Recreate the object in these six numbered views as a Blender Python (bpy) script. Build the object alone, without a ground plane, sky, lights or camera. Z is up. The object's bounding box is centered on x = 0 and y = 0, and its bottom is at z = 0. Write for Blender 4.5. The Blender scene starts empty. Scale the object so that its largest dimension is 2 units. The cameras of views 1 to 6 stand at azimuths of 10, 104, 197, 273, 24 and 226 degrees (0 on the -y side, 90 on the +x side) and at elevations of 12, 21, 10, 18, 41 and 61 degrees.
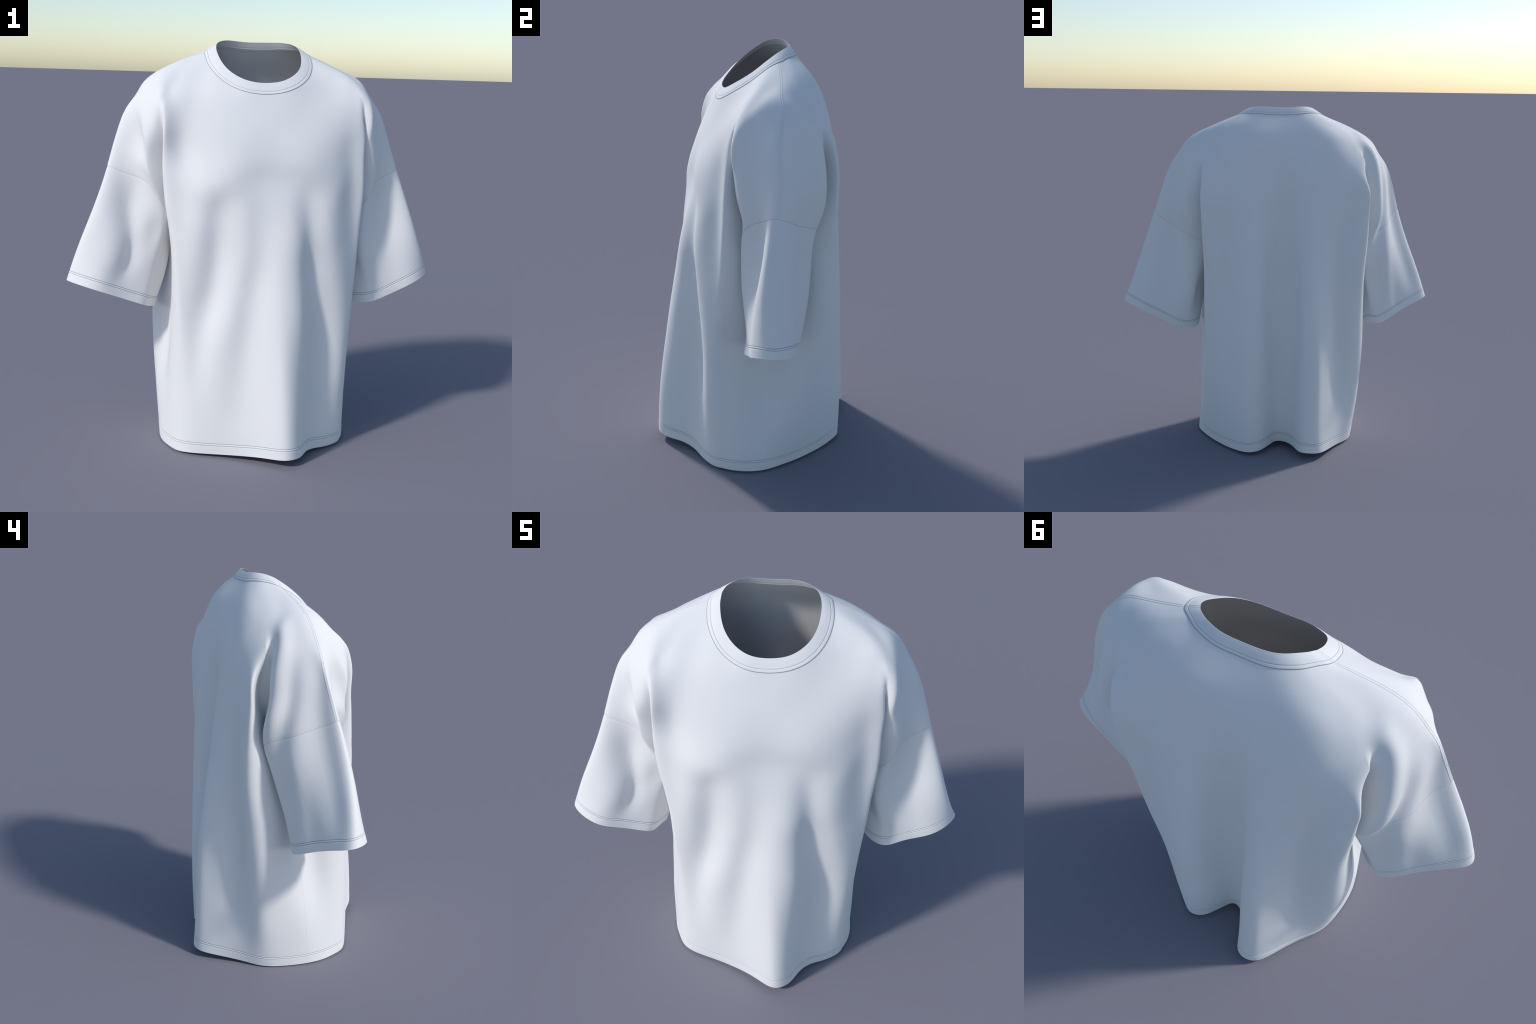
# An oversized white crew-neck T-shirt, standing as if worn by an unseen body.
# The cloth is described by named key columns that run from the neck seam down over
# the shoulders, and by key rings (armhole level, hem, cuff).  Splines through them
# give the smooth cloth; grooves, seams and stitches follow the rows and columns.
import math
import numpy as np

# --------------------------------------------------------------------------- splines
def spline_matrix(knots, at, periodic=False, period=None):
    """rows of weights: cubic spline through the knots, evaluated at 'at' (linear in the data)"""
    k = np.asarray(knots, float); at = np.asarray(at, float); n = len(k)
    if periodic:
        h = np.append(np.diff(k), k[0] + period - k[-1])
        A = np.zeros((n, n)); B = np.zeros((n, n))
        for i in range(n):
            p, q = (i - 1) % n, (i + 1) % n
            A[i, p] += h[p]; A[i, i] += 2 * (h[p] + h[i]); A[i, q] += h[i]
            B[i, q] += 6 / h[i]; B[i, i] -= 6 / h[i] + 6 / h[p]; B[i, p] += 6 / h[p]
        M = np.linalg.solve(A, B)
        a = (at - k[0]) % period + k[0]
        j = np.clip(np.searchsorted(k, a, side="right") - 1, 0, n - 1); j2 = (j + 1) % n
    else:
        h = np.diff(k)
        A = np.eye(n); B = np.zeros((n, n))
        for i in range(1, n - 1):
            A[i, i - 1:i + 2] = h[i - 1], 2 * (h[i - 1] + h[i]), h[i]
            B[i, i - 1:i + 2] = 6 / h[i - 1], -6 / h[i] - 6 / h[i - 1], 6 / h[i]
        # ends: curvature carries on from the neighbour (half way to natural)
        if n > 3:
            A[0, 1] = -0.5; A[-1, -2] = -0.5
        M = np.linalg.solve(A, B)
        a = np.clip(at, k[0], k[-1])
        j = np.clip(np.searchsorted(k, a, side="right") - 1, 0, n - 2); j2 = j + 1
    hj = h[j]; s = (a - k[j]) / hj
    W = np.zeros((len(a), n)); r = np.arange(len(a))
    W[r, j] += 1 - s; W[r, j2] += s
    W += (((1 - s) ** 3 - (1 - s)) * hj ** 2 / 6)[:, None] * M[j]
    W += ((s ** 3 - s) * hj ** 2 / 6)[:, None] * M[j2]
    return W


def chord_matrix(knots, at):
    """like spline_matrix, but the slope at a knot is that of the chord between its neighbours: no overshoot"""
    k = np.asarray(knots, float); n = len(k); D = np.zeros((n, n))
    for i in range(n):
        p, q = max(i - 1, 0), min(i + 1, n - 1)
        D[i, p] -= 1 / (k[q] - k[p]); D[i, q] += 1 / (k[q] - k[p])
    a = np.clip(np.asarray(at, float), k[0], k[-1])
    j = np.clip(np.searchsorted(k, a, side="right") - 1, 0, n - 2)
    h = k[j + 1] - k[j]; s = (a - k[j]) / h
    W = np.zeros((len(a), n)); r = np.arange(len(a))
    W[r, j] += (1 + 2 * s) * (1 - s) ** 2; W[r, j + 1] += s * s * (3 - 2 * s)
    W += (s * (1 - s) ** 2 * h)[:, None] * D[j] + (s * s * (s - 1) * h)[:, None] * D[j + 1]
    return W


def ease(x):
    x = np.clip(x, 0, 1)
    return x * x * (3 - 2 * x)


# KEYS BEGIN
# --------------------------------------------------------------- key columns
# garment frame: x to the side (+x is the right side of the front picture), y backwards, z up.
# Each column runs from the neck seam (first) to the armhole level (last), 9 steps:
# F0 front middle .. F3, FE front edge, FC front armhole crease, S1 S2 sleeve front, ST shoulder seam,
# S4 S5 sleeve back, BC back armhole crease, BE back edge, B3 .. B0 back middle
RIGHT = {
 "F0": [(-.004,-.182,1.749), (-.001,-.21,1.682), (0,-.243,1.606), (.001,-.272,1.526), (.002,-.292,1.439), (.002,-.304,1.356), (.004,-.328,1.264), (.006,-.35,1.172), (.009,-.37,1.079)],
 "F1": [(.093,-.178,1.762), (.122,-.207,1.69), (.139,-.24,1.607), (.155,-.277,1.522), (.17,-.304,1.426), (.178,-.309,1.332), (.176,-.333,1.242), (.172,-.361,1.152), (.167,-.381,1.061)],
 "F2": [(.173,-.151,1.794), (.226,-.175,1.734), (.264,-.217,1.645), (.294,-.253,1.541), (.316,-.274,1.431), (.328,-.289,1.317), (.328,-.3,1.225), (.327,-.312,1.134), (.323,-.324,1.044)],
 "F3": [(.224,-.107,1.83), (.295,-.14,1.774), (.352,-.189,1.689), (.392,-.216,1.594), (.418,-.22,1.499), (.43,-.227,1.382), (.435,-.232,1.274), (.438,-.237,1.168), (.441,-.243,1.063)],
 "FE": [(.251,-.063,1.863), (.337,-.106,1.812), (.41,-.161,1.737), (.464,-.19,1.653), (.494,-.197,1.562), (.494,-.2,1.44), (.496,-.201,1.329), (.493,-.204,1.22), (.485,-.206,1.111)],
 "FC": [(.264,-.025,1.894), (.362,-.073,1.848), (.442,-.127,1.788), (.486,-.168,1.708), (.489,-.155,1.598), (.449,-.129,1.479), (.43,-.101,1.359), (.429,-.071,1.242), (.456,-.056,1.127)],
 "S1": [(.268,.008,1.919), (.371,-.036,1.877), (.454,-.082,1.829), (.507,-.134,1.751), (.529,-.183,1.631), (.528,-.18,1.518), (.542,-.172,1.42), (.567,-.159,1.336), (.553,-.155,1.26)],
 "S2": [(.266,.037,1.936), (.368,.008,1.893), (.448,-.02,1.854), (.515,-.059,1.808), (.557,-.098,1.719), (.588,-.111,1.629), (.619,-.116,1.538), (.648,-.115,1.443), (.667,-.109,1.347)],
 "ST": [(.263,.063,1.946), (.36,.052,1.905), (.436,.039,1.871), (.505,.028,1.837), (.557,.027,1.79), (.605,.012,1.721), (.65,-.002,1.646), (.697,-.003,1.532), (.744,-.021,1.385)],
 "S4": [(.253,.083,1.951), (.348,.09,1.91), (.422,.091,1.872), (.48,.105,1.824), (.538,.129,1.756), (.583,.137,1.667), (.617,.135,1.56), (.648,.133,1.444), (.648,.133,1.304)],
 "S5": [(.236,.099,1.957), (.33,.125,1.91), (.405,.137,1.861), (.452,.166,1.801), (.482,.197,1.708), (.523,.218,1.597), (.563,.227,1.478), (.56,.221,1.357), (.534,.195,1.257)],
 "BC": [(.216,.118,1.961), (.307,.157,1.903), (.386,.175,1.844), (.428,.202,1.765), (.466,.229,1.675), (.424,.233,1.556), (.393,.208,1.43), (.393,.173,1.305), (.412,.142,1.182)],
 "BE": [(.189,.138,1.961), (.276,.187,1.897), (.354,.211,1.828), (.408,.229,1.733), (.459,.271,1.652), (.482,.287,1.526), (.48,.289,1.413), (.474,.291,1.301), (.465,.292,1.19)],
 "B3": [(.154,.155,1.961), (.232,.207,1.891), (.299,.242,1.816), (.345,.271,1.715), (.371,.292,1.623), (.382,.312,1.512), (.375,.312,1.401), (.368,.31,1.289), (.362,.31,1.177)],
 "B2": [(.111,.169,1.957), (.171,.22,1.89), (.22,.263,1.816), (.255,.292,1.715), (.275,.315,1.599), (.281,.332,1.495), (.275,.342,1.392), (.269,.35,1.291), (.264,.359,1.189)],
 "B1": [(.058,.174,1.954), (.091,.224,1.892), (.117,.268,1.823), (.136,.293,1.732), (.139,.314,1.64), (.14,.337,1.539), (.137,.352,1.431), (.134,.365,1.323), (.132,.374,1.214)],
 "B0": [(0,.177,1.954), (.001,.224,1.894), (.002,.264,1.826), (.002,.293,1.743), (.004,.316,1.649), (.009,.338,1.552), (.014,.349,1.443), (.017,.357,1.335), (.02,.361,1.228)],
}
LEFT = {
 "F1": [(-.096,-.172,1.758), (-.123,-.202,1.687), (-.14,-.237,1.606), (-.154,-.269,1.52), (-.165,-.3,1.423), (-.171,-.316,1.332), (-.166,-.329,1.241), (-.16,-.341,1.151), (-.152,-.35,1.059)],
 "F2": [(-.172,-.138,1.786), (-.227,-.166,1.729), (-.264,-.204,1.637), (-.293,-.237,1.533), (-.311,-.26,1.425), (-.32,-.289,1.315), (-.318,-.299,1.224), (-.314,-.309,1.134), (-.309,-.317,1.044)],
 "F3": [(-.22,-.098,1.824), (-.295,-.125,1.764), (-.353,-.169,1.673), (-.392,-.192,1.582), (-.412,-.196,1.491), (-.422,-.224,1.379), (-.419,-.238,1.275), (-.416,-.249,1.17), (-.412,-.255,1.067)],
 "FE": [(-.245,-.056,1.858), (-.337,-.089,1.798), (-.414,-.142,1.717), (-.466,-.189,1.64), (-.49,-.205,1.561), (-.495,-.19,1.439), (-.49,-.19,1.33), (-.48,-.195,1.222), (-.462,-.2,1.114)],
 "FC": [(-.257,-.019,1.886), (-.361,-.056,1.832), (-.445,-.101,1.758), (-.497,-.165,1.687), (-.49,-.159,1.596), (-.441,-.128,1.478), (-.42,-.1,1.358), (-.417,-.07,1.24), (-.435,-.052,1.125)],
 "S1": [(-.26,.013,1.909), (-.369,-.022,1.861), (-.456,-.063,1.806), (-.513,-.114,1.722), (-.527,-.153,1.611), (-.547,-.154,1.513), (-.555,-.145,1.423), (-.543,-.15,1.336), (-.512,-.126,1.258)],
 "S2": [(-.26,.042,1.927), (-.367,.015,1.888), (-.45,-.014,1.85), (-.511,-.046,1.796), (-.558,-.075,1.71), (-.594,-.086,1.626), (-.602,-.074,1.533), (-.63,-.071,1.445), (-.641,-.072,1.356)],
 "ST": [(-.256,.066,1.94), (-.358,.053,1.905), (-.436,.042,1.87), (-.5,.038,1.835), (-.557,.037,1.787), (-.602,.031,1.727), (-.658,.027,1.661), (-.704,.019,1.546), (-.743,-.004,1.392)],
 "S4": [(-.246,.086,1.95), (-.344,.087,1.906), (-.421,.091,1.867), (-.481,.112,1.824), (-.53,.137,1.754), (-.573,.139,1.67), (-.613,.136,1.57), (-.623,.141,1.447), (-.626,.147,1.311)],
 "S5": [(-.23,.103,1.957), (-.327,.12,1.902), (-.405,.136,1.852), (-.454,.173,1.794), (-.486,.208,1.709), (-.5,.218,1.598), (-.525,.219,1.474), (-.522,.254,1.343), (-.502,.255,1.243)],
 "BC": [(-.21,.123,1.962), (-.306,.153,1.899), (-.386,.177,1.839), (-.429,.216,1.765), (-.47,.234,1.671), (-.412,.241,1.524), (-.377,.22,1.409), (-.377,.185,1.295), (-.403,.149,1.178)],
 "BE": [(-.185,.145,1.965), (-.277,.184,1.895), (-.355,.216,1.826), (-.408,.248,1.738), (-.448,.274,1.645), (-.486,.308,1.528), (-.486,.308,1.414), (-.483,.312,1.301), (-.476,.314,1.189)],
 "B3": [(-.152,.162,1.965), (-.235,.209,1.893), (-.301,.251,1.818), (-.343,.288,1.718), (-.365,.308,1.626), (-.376,.321,1.515), (-.374,.33,1.402), (-.373,.338,1.29), (-.372,.345,1.177)],
 "B2": [(-.11,.175,1.961), (-.173,.223,1.893), (-.22,.268,1.815), (-.253,.307,1.716), (-.271,.332,1.602), (-.271,.338,1.497), (-.264,.346,1.393), (-.258,.356,1.29), (-.251,.367,1.189)],
 "B1": [(-.058,.18,1.956), (-.09,.225,1.893), (-.113,.266,1.82), (-.132,.302,1.732), (-.133,.331,1.642), (-.127,.35,1.54), (-.117,.369,1.433), (-.107,.387,1.325), (-.1,.403,1.216)],
}
HALF = list(RIGHT)
# under the arm, from the front crease to the back crease
UNDERARM_RIGHT = [(.401,.045,1.119), (.394,.048,1.132), (.389,.054,1.144)]
UNDERARM_LEFT = [(-.399,.051,1.115), (-.405,.057,1.131), (-.376,.058,1.141)]
# rings round the body: 0 front middle, 7 right side, 14 back middle, 21 left side
CHEST_RING = [
  (.013,-.391,.967), (.16,-.391,.95), (.315,-.337,.935), (.442,-.253,.941), (.476,-.204,.983), (.463,-.067,.992), (.421,0,1.027),
  (.405,.047,1.048), (.417,.096,1.048), (.441,.149,1.04), (.456,.282,1.057), (.357,.309,1.045), (.258,.369,1.067), (.131,.382,1.083),
  (.021,.36,1.098), (-.095,.418,1.087), (-.242,.383,1.067), (-.37,.351,1.044), (-.468,.305,1.056), (-.44,.161,1.039), (-.427,.102,1.047),
  (-.428,.053,1.047), (-.424,.004,1.027), (-.438,-.062,.991), (-.444,-.204,.987), (-.405,-.257,.945), (-.3,-.324,.935), (-.143,-.362,.947),
]
RIB_RING = [
  (.02,-.423,.766), (.147,-.418,.754), (.294,-.355,.74), (.428,-.273,.734), (.46,-.204,.763), (.459,-.1,.759), (.415,-.024,.76),
  (.392,.034,.765), (.427,.095,.777), (.457,.171,.797), (.449,.268,.823), (.354,.311,.819), (.25,.384,.845), (.131,.384,.856),
  (.021,.35,.869), (-.094,.433,.86), (-.227,.411,.848), (-.362,.352,.818), (-.462,.289,.822), (-.473,.192,.795), (-.448,.11,.775),
  (-.427,.045,.764), (-.424,-.016,.759), (-.44,-.097,.759), (-.434,-.21,.766), (-.392,-.263,.739), (-.279,-.329,.74), (-.124,-.383,.75),
]
WAIST_RING = [
  (.025,-.454,.559), (.136,-.435,.551), (.269,-.362,.537), (.411,-.29,.528), (.449,-.208,.543), (.457,-.128,.531), (.432,-.045,.495),
  (.423,.02,.485), (.455,.09,.507), (.458,.181,.558), (.433,.255,.587), (.351,.313,.591), (.241,.396,.612), (.133,.381,.623),
  (.019,.327,.632), (-.095,.45,.63), (-.211,.439,.619), (-.348,.349,.59), (-.453,.282,.586), (-.482,.213,.556), (-.479,.111,.505),
  (-.458,.033,.483), (-.44,-.038,.493), (-.445,-.127,.53), (-.427,-.214,.545), (-.377,-.274,.532), (-.263,-.331,.536), (-.107,-.392,.546),
]
HIP_RING = [
  (.031,-.486,.3), (.138,-.457,.295), (.254,-.35,.279), (.395,-.291,.268), (.441,-.217,.279), (.461,-.155,.266), (.455,-.067,.253),
  (.458,.005,.247), (.465,.079,.26), (.441,.173,.281), (.406,.236,.303), (.342,.312,.301), (.235,.407,.317), (.13,.376,.328),
  (.016,.3,.334), (-.093,.473,.339), (-.196,.47,.33), (-.323,.351,.304), (-.424,.277,.3), (-.462,.216,.277), (-.477,.104,.258),
  (-.478,.016,.246), (-.464,-.065,.25), (-.446,-.15,.265), (-.416,-.219,.28), (-.357,-.28,.272), (-.248,-.332,.278), (-.095,-.399,.288),
]
# sleeves half way down, then the openings: front crease line, S1, S2, shoulder line, S4, S5, back crease line, inner side
ELBOW_RIGHT = [(.512,-.091,.922), (.539,-.147,.999), (.703,-.138,1.056), (.851,-.072,1.04), (.672,.114,.994), (.523,.165,.959), (.494,.127,.939), (.458,.077,.93), (.443,.021,.921), (.465,-.038,.912)]
ELBOW_LEFT = [(-.499,-.043,.925), (-.523,-.075,1.022), (-.678,-.104,1.1), (-.86,-.029,1.061), (-.678,.108,1.024), (-.524,.182,.97), (-.501,.146,.946), (-.462,.096,.915), (-.433,.048,.894), (-.462,.001,.902)]
CUFF_RIGHT = [(.593,-.141,.712), (.692,-.132,.742), (.826,-.142,.806), (.927,-.035,.838), (.765,.051,.766), (.612,.098,.702), (.52,.097,.692), (.487,.056,.707), (.481,-.011,.718), (.52,-.08,.7)]
CUFF_LEFT = [(-.566,-.079,.718), (-.671,-.109,.761), (-.822,-.131,.819), (-.931,-.006,.838), (-.764,.079,.775), (-.623,.144,.713), (-.548,.127,.708), (-.511,.088,.682), (-.496,.05,.679), (-.524,-.008,.693)]
# upper edge of the collar, 32 keys round the neck from the front middle
COLLAR_EDGE = [
  (-.003,-.152,1.801), (.081,-.147,1.812), (.148,-.118,1.842), (.188,-.074,1.876), (.206,-.032,1.908), (.213,.002,1.936), (.214,.03,1.957), (.21,.051,1.971),
  (.203,.069,1.981), (.195,.083,1.987), (.184,.095,1.992), (.169,.108,1.995), (.15,.121,1.998), (.123,.134,1.999), (.089,.144,1.998), (.047,.149,1.997),
  (-.001,.151,1.996), (-.048,.152,1.997), (-.09,.149,2), (-.124,.138,2.001), (-.149,.123,1.999), (-.167,.109,1.995), (-.181,.096,1.99), (-.19,.083,1.984),
  (-.198,.069,1.976), (-.202,.052,1.965), (-.205,.031,1.951), (-.204,.004,1.932), (-.198,-.03,1.906), (-.182,-.069,1.874), (-.145,-.11,1.838), (-.083,-.143,1.81),
]
CENTRE = -0.018                                     # the garment's middle, x
TURN = math.radians(24.2)                           # the garment's turn about z
# KEYS END
# the hem: key position round the body (0 front middle, 14 back middle, negative by the left) -> point
HEM = {
 0:(0.02,-0.5,0.04), 0.5:(0.075,-0.507,0.041), 1:(0.13,-0.468,0.036), 1.5:(0.178,-0.397,0.03), 2:(0.24,-0.34,0.018), 2.5:(0.306,-0.31,0.01), 3:(0.367,-0.276,0.008), 4:(0.41,-0.226,0.008),
 5:(0.44,-0.172,0.008), 6:(0.461,-0.087,0.008), 7:(0.457,-0.015,0.008), 8:(0.435,0.055,0.009), 9:(0.395,0.15,0.01), 10:(0.357,0.218,0.01), 11:(0.3,0.305,0.011), 11.6:(0.245,0.373,0.015),
 12:(0.205,0.407,0.019), 12.5:(0.15,0.407,0.022), 13:(0.105,0.377,0.026), 13.5:(0.055,0.318,0.03), 14:(0,0.287,0.033), -0.5:(-0.045,-0.45,0.034), -1:(-0.11,-0.402,0.027), -2:(-0.245,-0.327,0.016),
 -3:(-0.35,-0.281,0.012), -4:(-0.425,-0.229,0.008), -5:(-0.46,-0.16,0.006), -6:(-0.482,-0.088,0.005), -7:(-0.487,0,0.005), -8:(-0.472,0.1,0.004), -9:(-0.443,0.195,0.004), -10:(-0.395,0.27,0.008),
 -10.7:(-0.337,0.336,0.016), -11.3:(-0.277,0.418,0.026), -12:(-0.212,0.499,0.037), -12.4:(-0.172,0.518,0.041), -12.8:(-0.125,0.513,0.043), -13.2:(-0.085,0.462,0.038), -13.6:(-0.058,0.35,0.034),
}


# folds and hollows: group (0 body, 1 right sleeve, 2 left sleeve), then stations
# (row, key, height along the normal, half width); keys are yoke keys above row 8
FOLDS = [
 # front: the drapes that fan down from the chest
 (0, [(5,30.6,0,.07), (6.5,30.5,-.03,.08), (9,26.2,-.055,.09), (11,25.9,-.055,.09), (13,25.5,-.035,.08), (16,25.3,-.01,.08), (18.5,25.2,0,.08)]),
 (0, [(5,31.6,0,.06), (8,31.6,-.01,.07), (10,27.4,-.025,.08), (12.5,27,-.025,.08), (16,26.8,-.01,.08), (18,26.7,0,.08)]),
 (0, [(5,1,0,.06), (6.5,1.1,-.03,.07), (8.6,1.4,-.06,.08), (11,1.8,-.07,.09), (13.5,2.1,-.06,.09), (16,2.3,-.025,.08), (18.5,2.4,0,.07)]),
 # back: the trough between the shoulder blades, ridge and hollow beside it
 (0, [(3.5,16,0,.1), (5,16,-.03,.11), (6.5,16,-.06,.12), (8.5,14,-.08,.125), (10,14,-.08,.125), (12,14,-.06,.12), (15,14.1,-.025,.1), (18,14.1,0,.1)]),
 (0, [(8.5,15.3,0,.05), (11,15.4,.02,.06), (14,15.5,.025,.06), (18,15.6,0,.05)]),
 (0, [(5,19.2,0,.05), (7,18.8,-.02,.06), (9.5,16.6,-.04,.07), (12,16.7,-.05,.07), (14.5,16.9,-.035,.07), (17.5,17,0,.07)]),
 # sleeves: hollow front and back between the top line and the body side
 (1, [(4.5,7,0,.07), (6.5,7,-.03,.09), (8,6.9,-.045,.09), (10,1.9,-.055,.09), (12,1.7,-.03,.09), (13.6,1.6,0,.08)]),
 (1, [(4.5,9,0,.07), (6.5,9,-.035,.09), (8,9,-.045,.09), (10,4,-.045,.09), (12,4.1,-.025,.09), (13.6,4.2,0,.08)]),
 (2, [(4.5,25,0,.07), (6.5,25,-.03,.09), (8,25.1,-.04,.09), (10,1.9,-.05,.08), (12,1.55,-.035,.07), (13.6,1.5,0,.06)]),
 (2, [(9.3,1.1,0,.04), (10.6,1.1,-.012,.04), (12,1.1,0,.04)]),
 # the hollows under the arms
 (0, [(8.3,22.6,-.02,.06), (9.5,22.6,-.03,.07), (11,22.4,-.025,.07), (13,22.3,-.01,.06), (15,22.2,0,.05)]),
 (0, [(8.3,8.5,-.012,.06), (9.6,8.5,-.028,.07), (11,8.5,-.022,.07), (13,8.5,-.01,.06), (15,8.5,0,.05)]),
 (0, [(8.3,5.5,-.01,.05), (9.5,5.5,-.02,.06), (11,5.5,-.015,.06), (13,5.5,0,.05)]),
 # small gathered bumps at the tops of the armholes
 (1, [(2.6,6,0,.03), (3.4,6,.014,.035), (4.4,6,0,.03)]),
 (1, [(2.8,10,0,.03), (3.6,10,.016,.04), (4.6,10,0,.03)]),
 (2, [(2.6,26,0,.03), (3.4,26,.01,.035), (4.4,26,0,.03)]),
 # left sleeve, front: the sharp crease
 (2, [(8.6,2.05,0,.045), (10,1.85,-.014,.04), (11.5,1.5,-.018,.035), (12.8,1.3,0,.03)]),
 # left sleeve, back: pinched ridges running down from the shoulder
 (2, [(3.2,22,0,.03), (4,21.8,-.02,.035), (5,21.5,-.03,.04), (6,21.4,-.02,.04), (7,21.3,0,.04)]),
 (2, [(2.7,22.6,0,.035), (3.6,22.6,.018,.04), (4.5,22.6,.024,.04), (5.6,22.3,.03,.045), (6.8,22.3,.025,.045), (8,22.3,0,.04)]),
 (2, [(5,22.9,0,.04), (6.5,22.8,-.015,.04), (7.8,22.6,-.015,.04), (9.5,4.8,0,.05)]),
 (2, [(6,23.2,0,.05), (8,23,.012,.05), (10,4.1,.02,.05), (12.4,4.4,.015,.05), (13.4,4.4,.005,.05)]),
 (2, [(4.5,23.7,0,.06), (6.5,23.6,-.03,.06), (8,23.5,-.03,.07), (11,3.5,-.025,.07), (13.4,3.5,-.005,.07)]),
]


def mirror(p):
    return (-p[0], p[1], p[2])


# ------------------------------------------------------------------------ control arrays
ROWS_BODY = (9.2, 11.3, 13.5, 16.4)                # rows of the rings round the body
ROW_ELBOW, ROW_HEM, ROW_CUFF = 10.8, 19.4, 13.6
NYOKE, NBODY, NSLEEVE = 32, 28, 10                 # keys round the yoke, the body, a sleeve
YOKE_FC, YOKE_BC = (5, 27), (11, 21)               # armhole creases (right, left) in the yoke ring
BODY_FC, BODY_BC = (5, 23), (9, 19)                # ... and in the body ring
YOKE_TO_BODY = {**{i: i for i in range(6)}, **{11 + i: 9 + i for i in range(11)}, **{27 + i: 23 + i for i in range(5)}}


HEM_SEAM, CUFF_SEAM = (.054, .044), (.050, .041)      # double seams: metres above the edge


def finish_edge(P, t, lines, room=.10):
    """re-space the last rows of every column at true distances from the edge, with
    rows about a millimetre apart where the stitch lines run; returns rows, t, line rows"""
    up = P[::-1]
    s = np.concatenate([np.zeros((1, P.shape[1])), np.linalg.norm(np.diff(up, axis=0), axis=2).cumsum(0)])
    cut = int(np.nonzero(s.min(1) > room)[0][0])                 # rows from the edge
    near = np.array([.0036, .0022, .0011, 0, -.0011, -.0022, -.0036])
    fixed = np.concatenate([[lines[0] + .011, lines[0] + .006], lines[0] + near, lines[1] + near, [lines[1] - .008, .028, .02, .012, .006, .002, 0]])
    ease_in = np.linspace(0, 1, 8)[1:-1]
    rows, tn = [], []
    for q in ease_in:
        rows.append(s[cut] + (fixed[0] - s[cut]) * q)
    rows += [np.full(P.shape[1], f) for f in fixed]
    out = np.zeros((len(rows), P.shape[1], 3))
    for c in range(P.shape[1]):
        d = np.array([r[c] for r in rows])
        for a in range(3):
            out[:, c, a] = np.interp(d, s[:, c], up[:, c, a])
    mean = np.array([r.mean() for r in rows]); n = len(P) - cut
    tn = t[-1] - (t[-1] - t[n - 1]) * mean / s[cut].mean()
    first = n + len(ease_in) + 2
    return np.concatenate([P[:n], out]), np.concatenate([t[:n], tn]), (first + 3, first + 10)


def controls():
    """key points as arrays: yoke (9 rows), underarm, chest, waist and cuff rings"""
    n = len(HALF)
    yoke = np.zeros((9, NYOKE, 3))
    for i, k in enumerate(HALF):
        yoke[:, i] = RIGHT[k]
        if k in LEFT:
            yoke[:, NYOKE - i] = LEFT[k]
    return dict(yoke=yoke, under=np.array([UNDERARM_RIGHT, UNDERARM_LEFT]), rings=np.array([CHEST_RING, RIB_RING, WAIST_RING, HIP_RING]),
                elbow=np.array([ELBOW_RIGHT, ELBOW_LEFT]), cuff=np.array([CUFF_RIGHT, CUFF_LEFT]), hem=hem_ring(np.arange(NBODY)))


def hem_ring(at):
    hp = sorted((k % NBODY, np.array(v) - (CENTRE, 0, 0)) for k, v in HEM.items())
    return spline_matrix([k for k, _ in hp], at, True, NBODY) @ np.array([p for _, p in hp])


# ------------------------------------------------------------------------ dense surface
SUB = 8                                            # cloth columns per key interval


def front_fold_share(t):
    """how much of the hem's finest waves shows at row t (they fade towards the chest)"""
    return np.clip((t - 8) / (ROW_HEM - 8), 0, 1)


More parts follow.
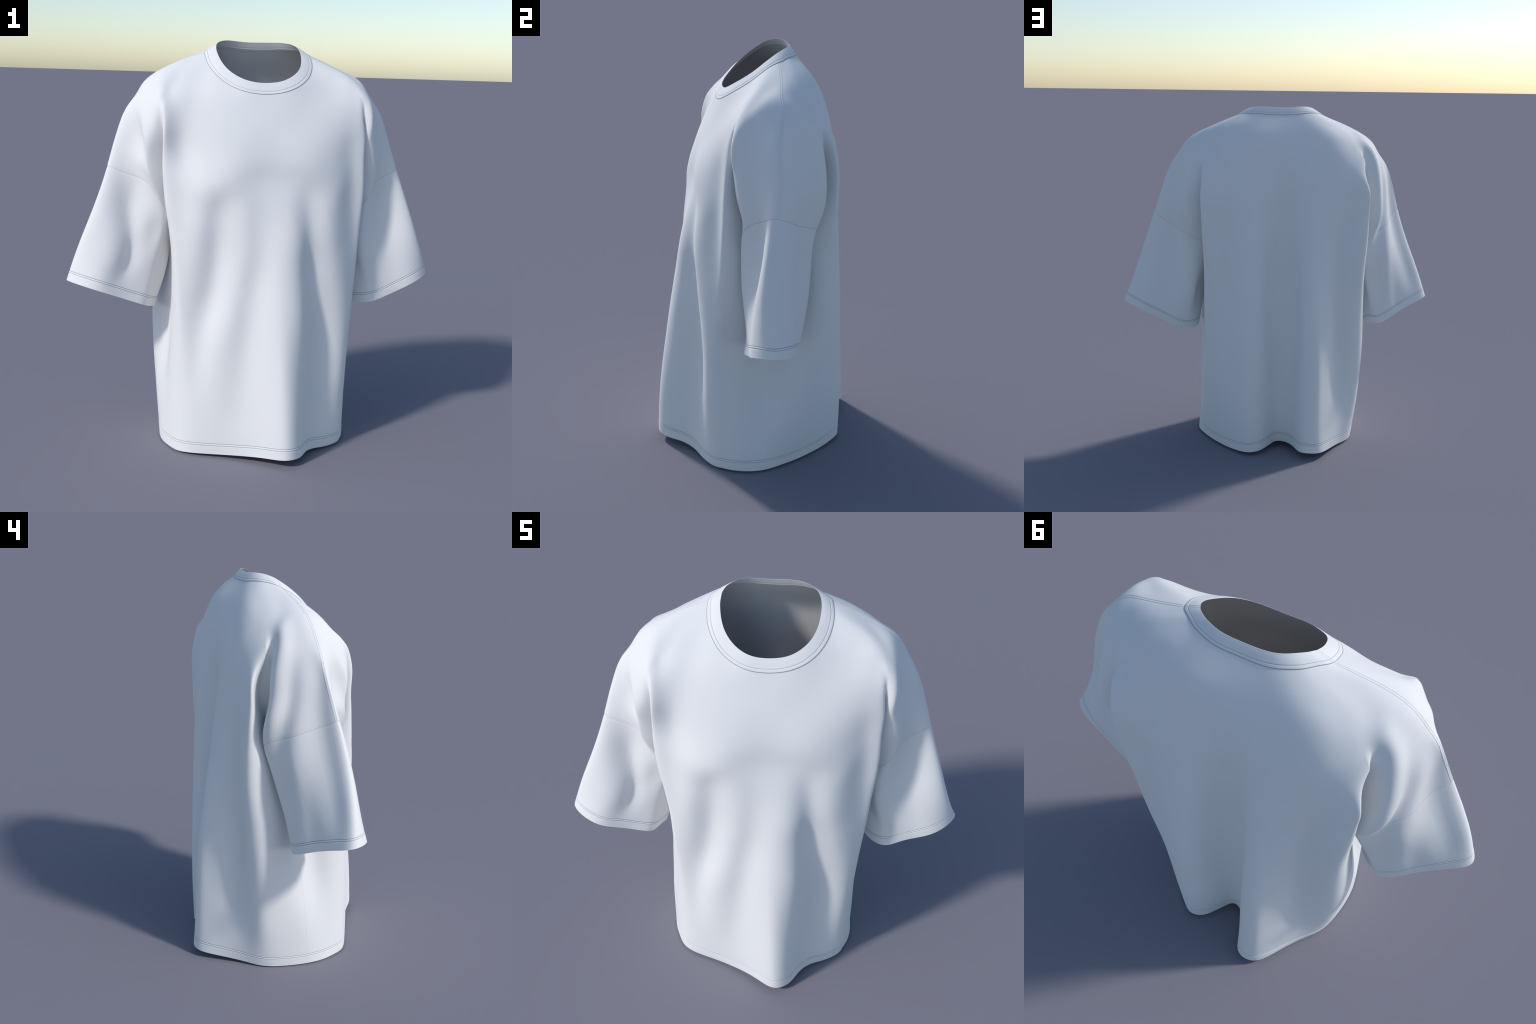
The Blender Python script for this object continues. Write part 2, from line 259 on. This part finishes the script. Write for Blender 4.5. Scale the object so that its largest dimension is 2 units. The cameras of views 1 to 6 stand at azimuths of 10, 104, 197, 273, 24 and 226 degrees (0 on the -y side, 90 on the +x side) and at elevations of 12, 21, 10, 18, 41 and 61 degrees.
def build_surface(C, S=SUB, step=0.08):
    yoke, under, rings, elbow, cuff, hem = (C[k] for k in ("yoke", "under", "rings", "elbow", "cuff", "hem"))
    t_yoke = np.linspace(0, 8, int(round(8 / step)) + 1)
    t_body = np.linspace(8, ROW_HEM, int(round((ROW_HEM - 8) / step)) + 1)[1:]
    t_sl = np.linspace(8, ROW_CUFF, int(round((ROW_CUFF - 8) / step)) + 1)[1:]
    n_y, n_b, n_s = len(t_yoke), len(t_body), len(t_sl)
    kb = np.arange(NBODY * S) / S
    # --- key columns down the cloth
    Ty = np.arange(9.)
    knots, tt = np.concatenate([Ty, ROWS_BODY, [ROW_HEM]]), np.concatenate([t_yoke, t_body])
    soft, taut = spline_matrix(knots, tt), chord_matrix(knots, tt)      # front and back / sides
    body_keys = np.zeros((n_b, NBODY, 3)); yoke_keys = np.zeros((n_y, NYOKE, 3))
    top = np.zeros((NBODY, 3))
    for ky, k in YOKE_TO_BODY.items():
        c = (soft if min(k, NBODY - k) in (0, 1, 2, 3, 11, 12, 13, 14) else taut) @ np.vstack([yoke[:, ky], rings[:, k], hem[k:k + 1]])
        yoke_keys[:, ky] = c[:n_y]; body_keys[:, k] = c[n_y:]; top[k] = yoke[8, ky]
    Wu = chord_matrix([8, *ROWS_BODY, ROW_HEM], t_body)
    for j in range(3):
        for side, k in ((0, BODY_FC[0] + 1 + j), (1, BODY_FC[1] - 1 - j)):
            body_keys[:, k] = Wu @ np.vstack([under[side, j], *rings[:, k], hem[k]]); top[k] = under[side, j]
    Ws = spline_matrix(np.concatenate([Ty, [ROW_ELBOW, ROW_CUFF]]), np.concatenate([t_yoke, t_sl]))
    Wi = chord_matrix([8, ROW_ELBOW, ROW_CUFF], t_sl)
    sl = []
    for side in (0, 1):
        K = np.zeros((n_s, NSLEEVE, 3))
        for j in range(NSLEEVE):
            ends = [elbow[side, j], cuff[side, j]]
            ky = (YOKE_FC[1] - j if side else YOKE_FC[0] + j) if j <= 6 else None
            if j in (0, 6) or j > 6:
                u = yoke[8, ky] if ky is not None else under[side, 9 - j]
                K[:, j] = Wi @ np.vstack([u, *ends])
            else:
                c = Ws @ np.vstack([yoke[:, ky], *ends])
                yoke_keys[:, ky] = c[:n_y]; K[:, j] = c[n_y:]
        sl.append(K)
    # --- dense columns in every row; creased at the armholes, smooth elsewhere
    Py = spline_matrix(np.arange(NYOKE), np.arange(NYOKE * S) / S, True, NYOKE)
    Pb = spline_matrix(np.arange(NBODY), kb, True, NBODY)
    Ps = spline_matrix(np.arange(NSLEEVE), np.arange(NSLEEVE * S) / S, True, NSLEEVE)

    def segmented(n, cuts):
        M = np.zeros((n * S, n)); cs = list(cuts) + [cuts[0] + n]
        for a, b in zip(cs[:-1], cs[1:]):
            idx = np.arange(a, b + 1)
            W = spline_matrix(idx, np.arange(a * S, b * S) / S)
            for q, col in enumerate(idx):
                M[np.arange(a * S, b * S) % (n * S), col % n] += W[:, q]
        return M
    Qy = segmented(NYOKE, (YOKE_FC[0], YOKE_BC[0], YOKE_BC[1], YOKE_FC[1]))
    Qb = segmented(NBODY, (BODY_FC[0], BODY_BC[0], BODY_BC[1], BODY_FC[1]))
    Qs = segmented(NSLEEVE, (0, 6))

    def across(w, P, Q, K):
        w = w[:, None, None]
        return (1 - w) * np.einsum("ij,rjk->rik", P, K) + w * np.einsum("ij,rjk->rik", Q, K)
    Y = across(ease((t_yoke - 5) / 3), Py, Qy, yoke_keys)
    Bd = across(1 - ease((t_body - 8) / 2), Pb, Qb, body_keys)
    if "fine" in C:
        Bd = Bd + front_fold_share(t_body)[:, None, None] * (C["fine"](kb) - Pb @ hem)[None]
    SL = [across(1 - ease((t_sl - 8) / 2), Ps, Qs, K) for K in sl]
    return dict(Y=Y, B=Bd, S=SL, armpit=Qb @ top, t_yoke=t_yoke, t_body=t_body, t_sl=t_sl, S_=S)


def weld(d):
    """one vertex list + quads with (part, row t, column key) tags"""
    S = d["S_"]; Y, B, SL = d["Y"], d["B"], d["S"]
    NY, NB, NS = NYOKE * S, NBODY * S, NSLEEVE * S
    nY, nB, nS = len(Y), len(B), len(SL[0])
    V = [Y.reshape(-1, 3)]; base_u = nY * NY
    iy = np.arange(nY * NY).reshape(nY, NY)
    # body top ring: front + right underarm + back + left underarm
    ring_b = np.zeros(NB, int); extra = []
    for c in range(NB):
        k = c / S
        if k <= BODY_FC[0]: ring_b[c] = iy[-1, c]
        elif BODY_BC[0] <= k <= BODY_BC[1]: ring_b[c] = iy[-1, c + 2 * S]
        elif k >= BODY_FC[1]: ring_b[c] = iy[-1, c + 4 * S]
        else: ring_b[c] = base_u + len(extra); extra.append(d["armpit"][c])
    V.append(np.array(extra))
    n = base_u + len(extra)
    ib = np.arange(nB * NB).reshape(nB, NB) + n; n += nB * NB
    V.append(B.reshape(-1, 3))
    F, tag = [], []
    def band(lower, upper, part, t, flip):
        m = len(lower)
        a, b = lower, np.roll(lower, -1); c, e = np.roll(upper, -1), upper
        q = np.stack([a, b, c, e], 1)
        F.append(q[:, ::-1] if flip else q)
        tag.extend((part, t, j / S) for j in range(m))
    for r in range(nY - 1):
        band(iy[r], iy[r + 1], 0, (d["t_yoke"][r] + d["t_yoke"][r + 1]) / 2, True)
    rows = [ring_b] + list(ib)
    tb = np.concatenate([[8], d["t_body"]])
    for r in range(nB):
        band(rows[r], rows[r + 1], 1, (tb[r] + tb[r + 1]) / 2, True)
    ts = np.concatenate([[8], d["t_sl"]])
    isl = {}
    for side in (0, 1):
        i_s = np.arange(nS * NS).reshape(nS, NS) + n; n += nS * NS
        V.append(SL[side].reshape(-1, 3)); isl[side] = i_s
        ring = np.zeros(NS, int)
        for c in range(NS):
            k = c / S
            if side == 0:
                ring[c] = iy[-1, c + YOKE_FC[0] * S] if k <= 6 else ring_b[BODY_BC[0] * S - (c - 6 * S)]
            else:
                ring[c] = iy[-1, YOKE_FC[1] * S - c] if k <= 6 else ring_b[BODY_BC[1] * S + (c - 6 * S)]
        rows = [ring] + list(i_s)
        for r in range(nS):
            band(rows[r], rows[r + 1], 2 + side, (ts[r] + ts[r + 1]) / 2, side == 0)
    V = np.vstack(V); F = np.vstack(F)
    return V, F, tag, dict(iy=iy, ib=ib, isl=isl, ring_b=ring_b)


def neighbours_smooth(V, F, weight, times=10):
    """Laplacian smoothing, weighted per vertex (open edges stay)"""
    e = np.concatenate([F[:, [0, 1]], F[:, [1, 2]], F[:, [2, 3]], F[:, [3, 0]]])
    e = np.unique(np.sort(e, 1), axis=0)
    deg = np.bincount(e.ravel(), minlength=len(V)).astype(float)
    for _ in range(times):
        acc = np.zeros_like(V)
        for k in range(3):
            acc[:, k] = np.bincount(e[:, 0], V[e[:, 1], k], len(V)) + np.bincount(e[:, 1], V[e[:, 0], k], len(V))
        V = V + weight[:, None] * .6 * (acc / deg[:, None] - V)
    return V


def groups_of(d, ix, n):
    """which vertices belong to the body panels, and which to each sleeve"""
    S = d["S_"]; g = np.zeros((3, n))
    k = np.arange(NYOKE * S) / S
    for part, (lo, hi) in ((1, (YOKE_FC[0], YOKE_BC[0])), (2, (YOKE_BC[1], YOKE_FC[1]))):
        inside = np.clip(np.minimum(k - lo, hi - k) * 2, 0, 1)
        g[part][ix["iy"]] = inside[None]
    g[0][ix["iy"]] = 1 - np.maximum(g[1], g[2])[ix["iy"]]
    g[0][ix["ib"]] = 1
    g[1][ix["isl"][0]] = 1; g[2][ix["isl"][1]] = 1
    return g


def fold_offsets(V, N, d, ix, folds):
    """folds and hollows: each runs along stations (row t, key k, height, half width) on one group"""
    S = d["S_"]; g = groups_of(d, ix, len(V)); amount = np.zeros(len(V))
    for group, stations in folds:
        st = np.array(stations, float)
        pts = []
        for t, k in st[:, :2]:
            if t <= 8:
                row = np.abs(d["t_yoke"] - t).argmin(); pts.append(V[ix["iy"][row, int(round(k * S)) % (NYOKE * S)]])
            elif group == 0:
                row = np.abs(d["t_body"] - t).argmin(); pts.append(V[ix["ib"][row, int(round(k * S)) % (NBODY * S)]])
            else:
                row = np.abs(d["t_sl"] - t).argmin(); pts.append(V[ix["isl"][group - 1][row, int(round(k * S)) % (NSLEEVE * S)]])
        pts = np.array(pts)                          # one blind station before and behind, for soft ends
        pts = np.vstack([pts[0] + .6 * (pts[0] - pts[1]), pts, pts[-1] + .6 * (pts[-1] - pts[-2])])
        hs, ws = (np.concatenate([[st[0, c] * z], st[:, c], [st[-1, c] * z]]) for c, z in ((2, 0), (3, 1)))
        u = np.arange(len(pts)); uu = np.linspace(0, len(pts) - 1, 8 * len(pts))
        path = spline_matrix(u, uu) @ pts
        soft = np.hanning(13); soft /= soft.sum()
        blur = lambda x: np.convolve(np.pad(x, 6, mode="edge"), soft, mode="valid")
        high, wide = blur(np.interp(uu, u, hs)), blur(np.interp(uu, u, ws))
        near = np.nonzero(g[group] > 0)[0]
        near = near[((V[near] > path.min(0) - .35) & (V[near] < path.max(0) + .35)).all(1)]
        best = np.full(len(near), 1e9); h = np.zeros(len(near))
        for q in range(len(path) - 1):               # nearest point on each short piece of the path
            e = path[q + 1] - path[q]; r = V[near] - path[q]
            f = np.clip(r @ e / max(e @ e, 1e-12), 0, 1)
            d2 = ((r - f[:, None] * e) ** 2).sum(1) / (wide[q] + (wide[q + 1] - wide[q]) * f) ** 2
            closer = d2 < best
            best = np.where(closer, d2, best); h = np.where(closer, high[q] + (high[q + 1] - high[q]) * f, h)
        amount[near] += g[group][near] * h * np.exp(-best)
    return N * amount[:, None]


def to_world(V):
    c, s = math.cos(TURN), math.sin(TURN)
    x = V[:, 0] + CENTRE
    return np.stack([c * x - s * V[:, 1], s * x + c * V[:, 1], V[:, 2]], 1)


def vertex_normals(V, F):
    n = np.zeros_like(V)
    d1 = V[F[:, 2]] - V[F[:, 0]]; d2 = V[F[:, 3]] - V[F[:, 1]]
    fn = np.cross(d1, d2)
    for k in range(4):
        for a in range(3):
            n[:, a] += np.bincount(F[:, k], fn[:, a], len(V))
    return n / np.maximum(np.linalg.norm(n, axis=1, keepdims=True), 1e-12)


def collar_rings(neck, S, thick=.004):
    """rings of the collar's section, from the neck seam up, over the edge and down inside"""
    n = len(neck)
    top = spline_matrix(np.arange(NYOKE), np.arange(n) / S, True, NYOKE) @ np.array(COLLAR_EDGE)
    up = top - neck
    tang = np.roll(neck, -1, 0) - np.roll(neck, 1, 0)
    out = np.cross(tang, up); out /= np.linalg.norm(out, axis=1, keepdims=True)
    rise, line = .0016, .25                          # the band stands a little proud; its stitch line
    rings, stitch = [], None
    for q in (0, .012, .03, .06, .1, .15, .2, line - .025, line - .012, line, line + .012, line + .025, .32, .42, .55, .7, .85, .95):
        h = rise * ease(q / .04) * (1 - .8 * ease((q - .7) / .3)) - .0016 * math.exp(-((q - line) / .016) ** 2)
        if q == 0: h = -.001
        rings.append(neck + up * q + out * h)
        if q == line: stitch = rings[-1]
    u1 = up / np.linalg.norm(up, axis=1, keepdims=True)
    for a in (0, 60, 120, 180):
        c, q = math.cos(math.radians(a)), math.sin(math.radians(a))
        rings.append(top + u1 * (.0005 * q - .0005) + out * (.0004 * c))
    for q in (.95, .8, .6, .4, line + .02, line, line - .02, .1, .04, 0):
        depth = .0005 + (thick - .0005) * ease((1 - q) / .6)
        rings.append(neck + up * q - out * (depth + .0008 * math.exp(-((q - line) / .02) ** 2)))
    return rings, stitch


# ==== BLENDER
def tube(path, radius, closed):
    """a thread: six-sided tube along a path"""
    P = np.asarray(path, float); n = len(P)
    T = (np.roll(P, -1, 0) - np.roll(P, 1, 0)) if closed else np.gradient(P, axis=0)
    T /= np.linalg.norm(T, axis=1, keepdims=True)
    ref = np.where(np.abs(T[:, 2:3]) < .9, [[0, 0, 1.]], [[1., 0, 0]])
    A = np.cross(T, ref); A /= np.linalg.norm(A, axis=1, keepdims=True); B = np.cross(T, A)
    V = np.concatenate([P + radius * (math.cos(a) * A + math.sin(a) * B) for a in np.arange(6) * math.pi / 3])
    F = []
    m = n if closed else n - 1
    for j in range(6):
        j2 = (j + 1) % 6
        F += [(j * n + i, j * n + (i + 1) % n, j2 * n + (i + 1) % n, j2 * n + i) for i in range(m)]
    return V, np.array(F)


def beside(rows, col, shift):
    """points of each row at a fixed distance from a column, measured along the row"""
    out = []
    for P in rows:
        step = 1 if shift > 0 else -1; left = abs(shift); i = col; n = len(P)
        while True:
            d = np.linalg.norm(P[(i + step) % n] - P[i % n])
            if d >= left or d == 0:
                out.append(P[i % n] + (P[(i + step) % n] - P[i % n]) * (left / max(d, 1e-9))); break
            left -= d; i += step
    return np.array(out)


def cotton(name, colour, bump):
    import bpy
    mat = bpy.data.materials.new(name); mat.use_nodes = True
    nt = mat.node_tree; n, l = nt.nodes, nt.links
    b = n["Principled BSDF"]
    b.inputs["Roughness"].default_value = .9
    b.inputs["Specular IOR Level"].default_value = .25
    tc = n.new("ShaderNodeTexCoord")
    noise = n.new("ShaderNodeTexNoise"); noise.inputs["Scale"].default_value = 420; noise.inputs["Detail"].default_value = 2
    l.new(tc.outputs["Object"], noise.inputs["Vector"])
    mix = n.new("ShaderNodeMix"); mix.data_type = "RGBA"
    mix.inputs["A"].default_value = (*[c * .985 for c in colour], 1); mix.inputs["B"].default_value = (*[min(1, c * 1.015) for c in colour], 1)
    l.new(noise.outputs["Fac"], mix.inputs["Factor"]); l.new(mix.outputs["Result"], b.inputs["Base Color"])
    if bump:
        rib = n.new("ShaderNodeTexNoise"); rib.inputs["Scale"].default_value = 260; rib.inputs["Detail"].default_value = 3
        l.new(tc.outputs["Object"], rib.inputs["Vector"])
        bp = n.new("ShaderNodeBump"); bp.inputs["Strength"].default_value = bump; bp.inputs["Distance"].default_value = .0004
        l.new(rib.outputs["Fac"], bp.inputs["Height"]); l.new(bp.outputs["Normal"], b.inputs["Normal"])
    return mat


def build():
    import bpy
    C = controls(); C["fine"] = hem_ring
    d = build_surface(C, SUB)
    d["B"], d["t_body"], hem_rows = finish_edge(d["B"], d["t_body"], HEM_SEAM)
    both, d["t_sl"], cuff_rows = finish_edge(np.concatenate(d["S"], 1), d["t_sl"], CUFF_SEAM)
    d["S"] = np.split(both, 2, 1)
    V, F, tag, ix = weld(d)
    S = d["S_"]; tag = np.array(tag)
    w = np.zeros(len(V))                             # soften the armpits
    for sx in (-1, 1):
        w = np.maximum(w, np.exp(-(((V - (sx * .46, .04, 1.12)) / (.07, .15, .09)) ** 2).sum(1)))
    V = neighbours_smooth(V, F, w, 40)
    V = V + fold_offsets(V, vertex_normals(V, F), d, ix, FOLDS)
    N = vertex_normals(V, F)
    # stitch lines and seams sink into the cloth
    sink = np.zeros(len(V))
    for grid, lines in ((ix["ib"], hem_rows), (ix["isl"][0], cuff_rows), (ix["isl"][1], cuff_rows)):
        for l in lines:
            for o, q in ((-1, .5), (0, 1), (1, .5)):
                sink[grid[l + o]] += .0018 * q
        sink[grid[lines[0] + 1:]] -= .0008                        # the turned-up edge is a double layer
    for lo, hi in ((5, 11), (21, 27)):                               # armhole seam: a shallow crease
        sink[ix["iy"][-1, lo * S + 1:hi * S]] += .0016
    V = V - N * sink[:, None]
    N = vertex_normals(V, F)
    thick = .004; nv = len(V); inner = V - N * thick
    neck = V[ix["iy"][0]]

    cloth = cotton("white_cotton_jersey", (.80, .80, .80), .12)
    ribbing = cotton("white_rib_knit", (.80, .80, .80), .2)
    thread = cotton("thread_darkened_as_groove_shade", (.30, .31, .33), 0)  # white stitching coloured dark: paints the shade lying in the stitch grooves
    faint = cotton("pale_thread", (.74, .74, .74), 0)
    seam = cotton("mid_grey_seam_line", (.60, .60, .61), 0)  # mid grey, a thin line darker than the cloth along the armhole

    root = bpy.data.objects.new("t_shirt", None); bpy.context.scene.collection.objects.link(root)
    root["label"] = "oversized plain white short sleeved crew neck T-shirt"; root["category"] = "T-shirt"

    def add(name, verts, faces, material, normals=None, parent=root):
        me = bpy.data.meshes.new(name)
        me.from_pydata(np.asarray(verts).tolist(), [], np.asarray(faces).tolist())
        me.polygons.foreach_set("use_smooth", [True] * len(me.polygons))
        if normals is not None:
            me.normals_split_custom_set_from_vertices(np.asarray(normals).tolist())
        me.materials.append(material)
        o = bpy.data.objects.new(name, me); o.parent = parent
        bpy.context.scene.collection.objects.link(o)
        return o

    W = to_world(np.vstack([V, inner])); c_, s_ = math.cos(TURN), math.sin(TURN)
    NW = N @ np.array([[c_, -s_, 0], [s_, c_, 0], [0, 0, 1]]).T; NW = np.vstack([NW, -NW])

    def rim(loop, flip):
        b = np.roll(loop, -1)
        q = np.stack([loop, b, b + nv, loop + nv], 1)
        return q[:, ::-1] if flip else q
    part, trow, kcol = tag[:, 0].astype(int), tag[:, 1], tag[:, 2]

    def emit(name, mask, rim_faces=None, parent=root):
        f = F[mask]; faces = np.vstack([f, f[:, ::-1] + nv])
        if rim_faces is not None:
            faces = np.vstack([faces, rim_faces])
        used, inv = np.unique(faces, return_inverse=True)
        return add(name, W[used], inv.reshape(faces.shape), cloth, NW[used], parent)
    front = ((part == 0) & ((kcol < 8) | (kcol >= 24))) | ((part == 1) & ((kcol < 7) | (kcol >= 21)))
    hem = (part == 1) & (trow > d["t_body"][hem_rows[0]])
    emit("front_panel", front & ~hem); emit("back_panel", (part < 2) & ~front & ~hem)
    hem_o = emit("hem", hem, rim(ix["ib"][-1], True))
    sleeves, cuffs = [], []
    for side in (0, 1):
        band = (part == 2 + side) & (trow > d["t_sl"][cuff_rows[0]])
        sleeves.append(emit("sleeve", (part == 2 + side) & ~band))
        cuffs.append(emit("cuff", band, rim(ix["isl"][side][-1], side == 1), sleeves[-1]))
    rings, stitch = collar_rings(neck, S)
    n, m = len(neck), len(rings); a = np.arange(n)
    CF = np.vstack([np.stack([a + r * n, np.roll(a, -1) + r * n, np.roll(a, -1) + (r + 1) % m * n, a + (r + 1) % m * n], 1) for r in range(m)])
    collar = add("collar", to_world(np.vstack(rings)), CF, ribbing)

    def sew(name, paths, parent, material=thread):
        vs, fs, k = [], [], 0
        for path, radius, closed in paths:
            v, f = tube(path, radius, closed); vs.append(v); fs.append(f + k); k += len(v)
        return add(name, to_world(np.vstack(vs)), np.vstack(fs), material, parent=parent)
    def lines_of(grid, rows):
        return [(V[grid[l]] + N[grid[l]] * .0002, r, True) for l, r in zip(rows, (.0015, .0010))]
    sew("hem_stitching", lines_of(ix["ib"], hem_rows), hem_o)
    for side in (0, 1):
        sew("cuff_stitching", lines_of(ix["isl"][side], cuff_rows), cuffs[side])
    sew("collar_stitching", [(stitch, .0007, True), (neck + N[ix["iy"][0]] * .0006, .0011, True)], collar)
    rows = V[ix["iy"]]
    shoulder = []
    for col in (8 * S, 24 * S):
        for sh in (-.0048, .0048):
            shoulder.append((beside(rows[1:], col, sh), .0011, False))
    ring_up = np.array(rings[3:19])                      # the seam runs on over the collar band
    for col in (8 * S, 24 * S):
        for sh in (-.0048, .0048):
            shoulder.append((beside(ring_up, col, sh), .0009, False))
    sew("shoulder_seam", shoulder, root, faint)
    armholes = [(V[ix["iy"][-1, lo * S + 1:hi * S]], .0011, False) for lo, hi in ((5, 11), (21, 27))]
    sew("armhole_seam", armholes, root, seam)
    sides = [(V[ix["ib"][6:, c]], .0005, False) for c in (7 * S, 21 * S)]
    sew("side_seam", sides, root, faint)


if __name__ == "__main__":
    build()
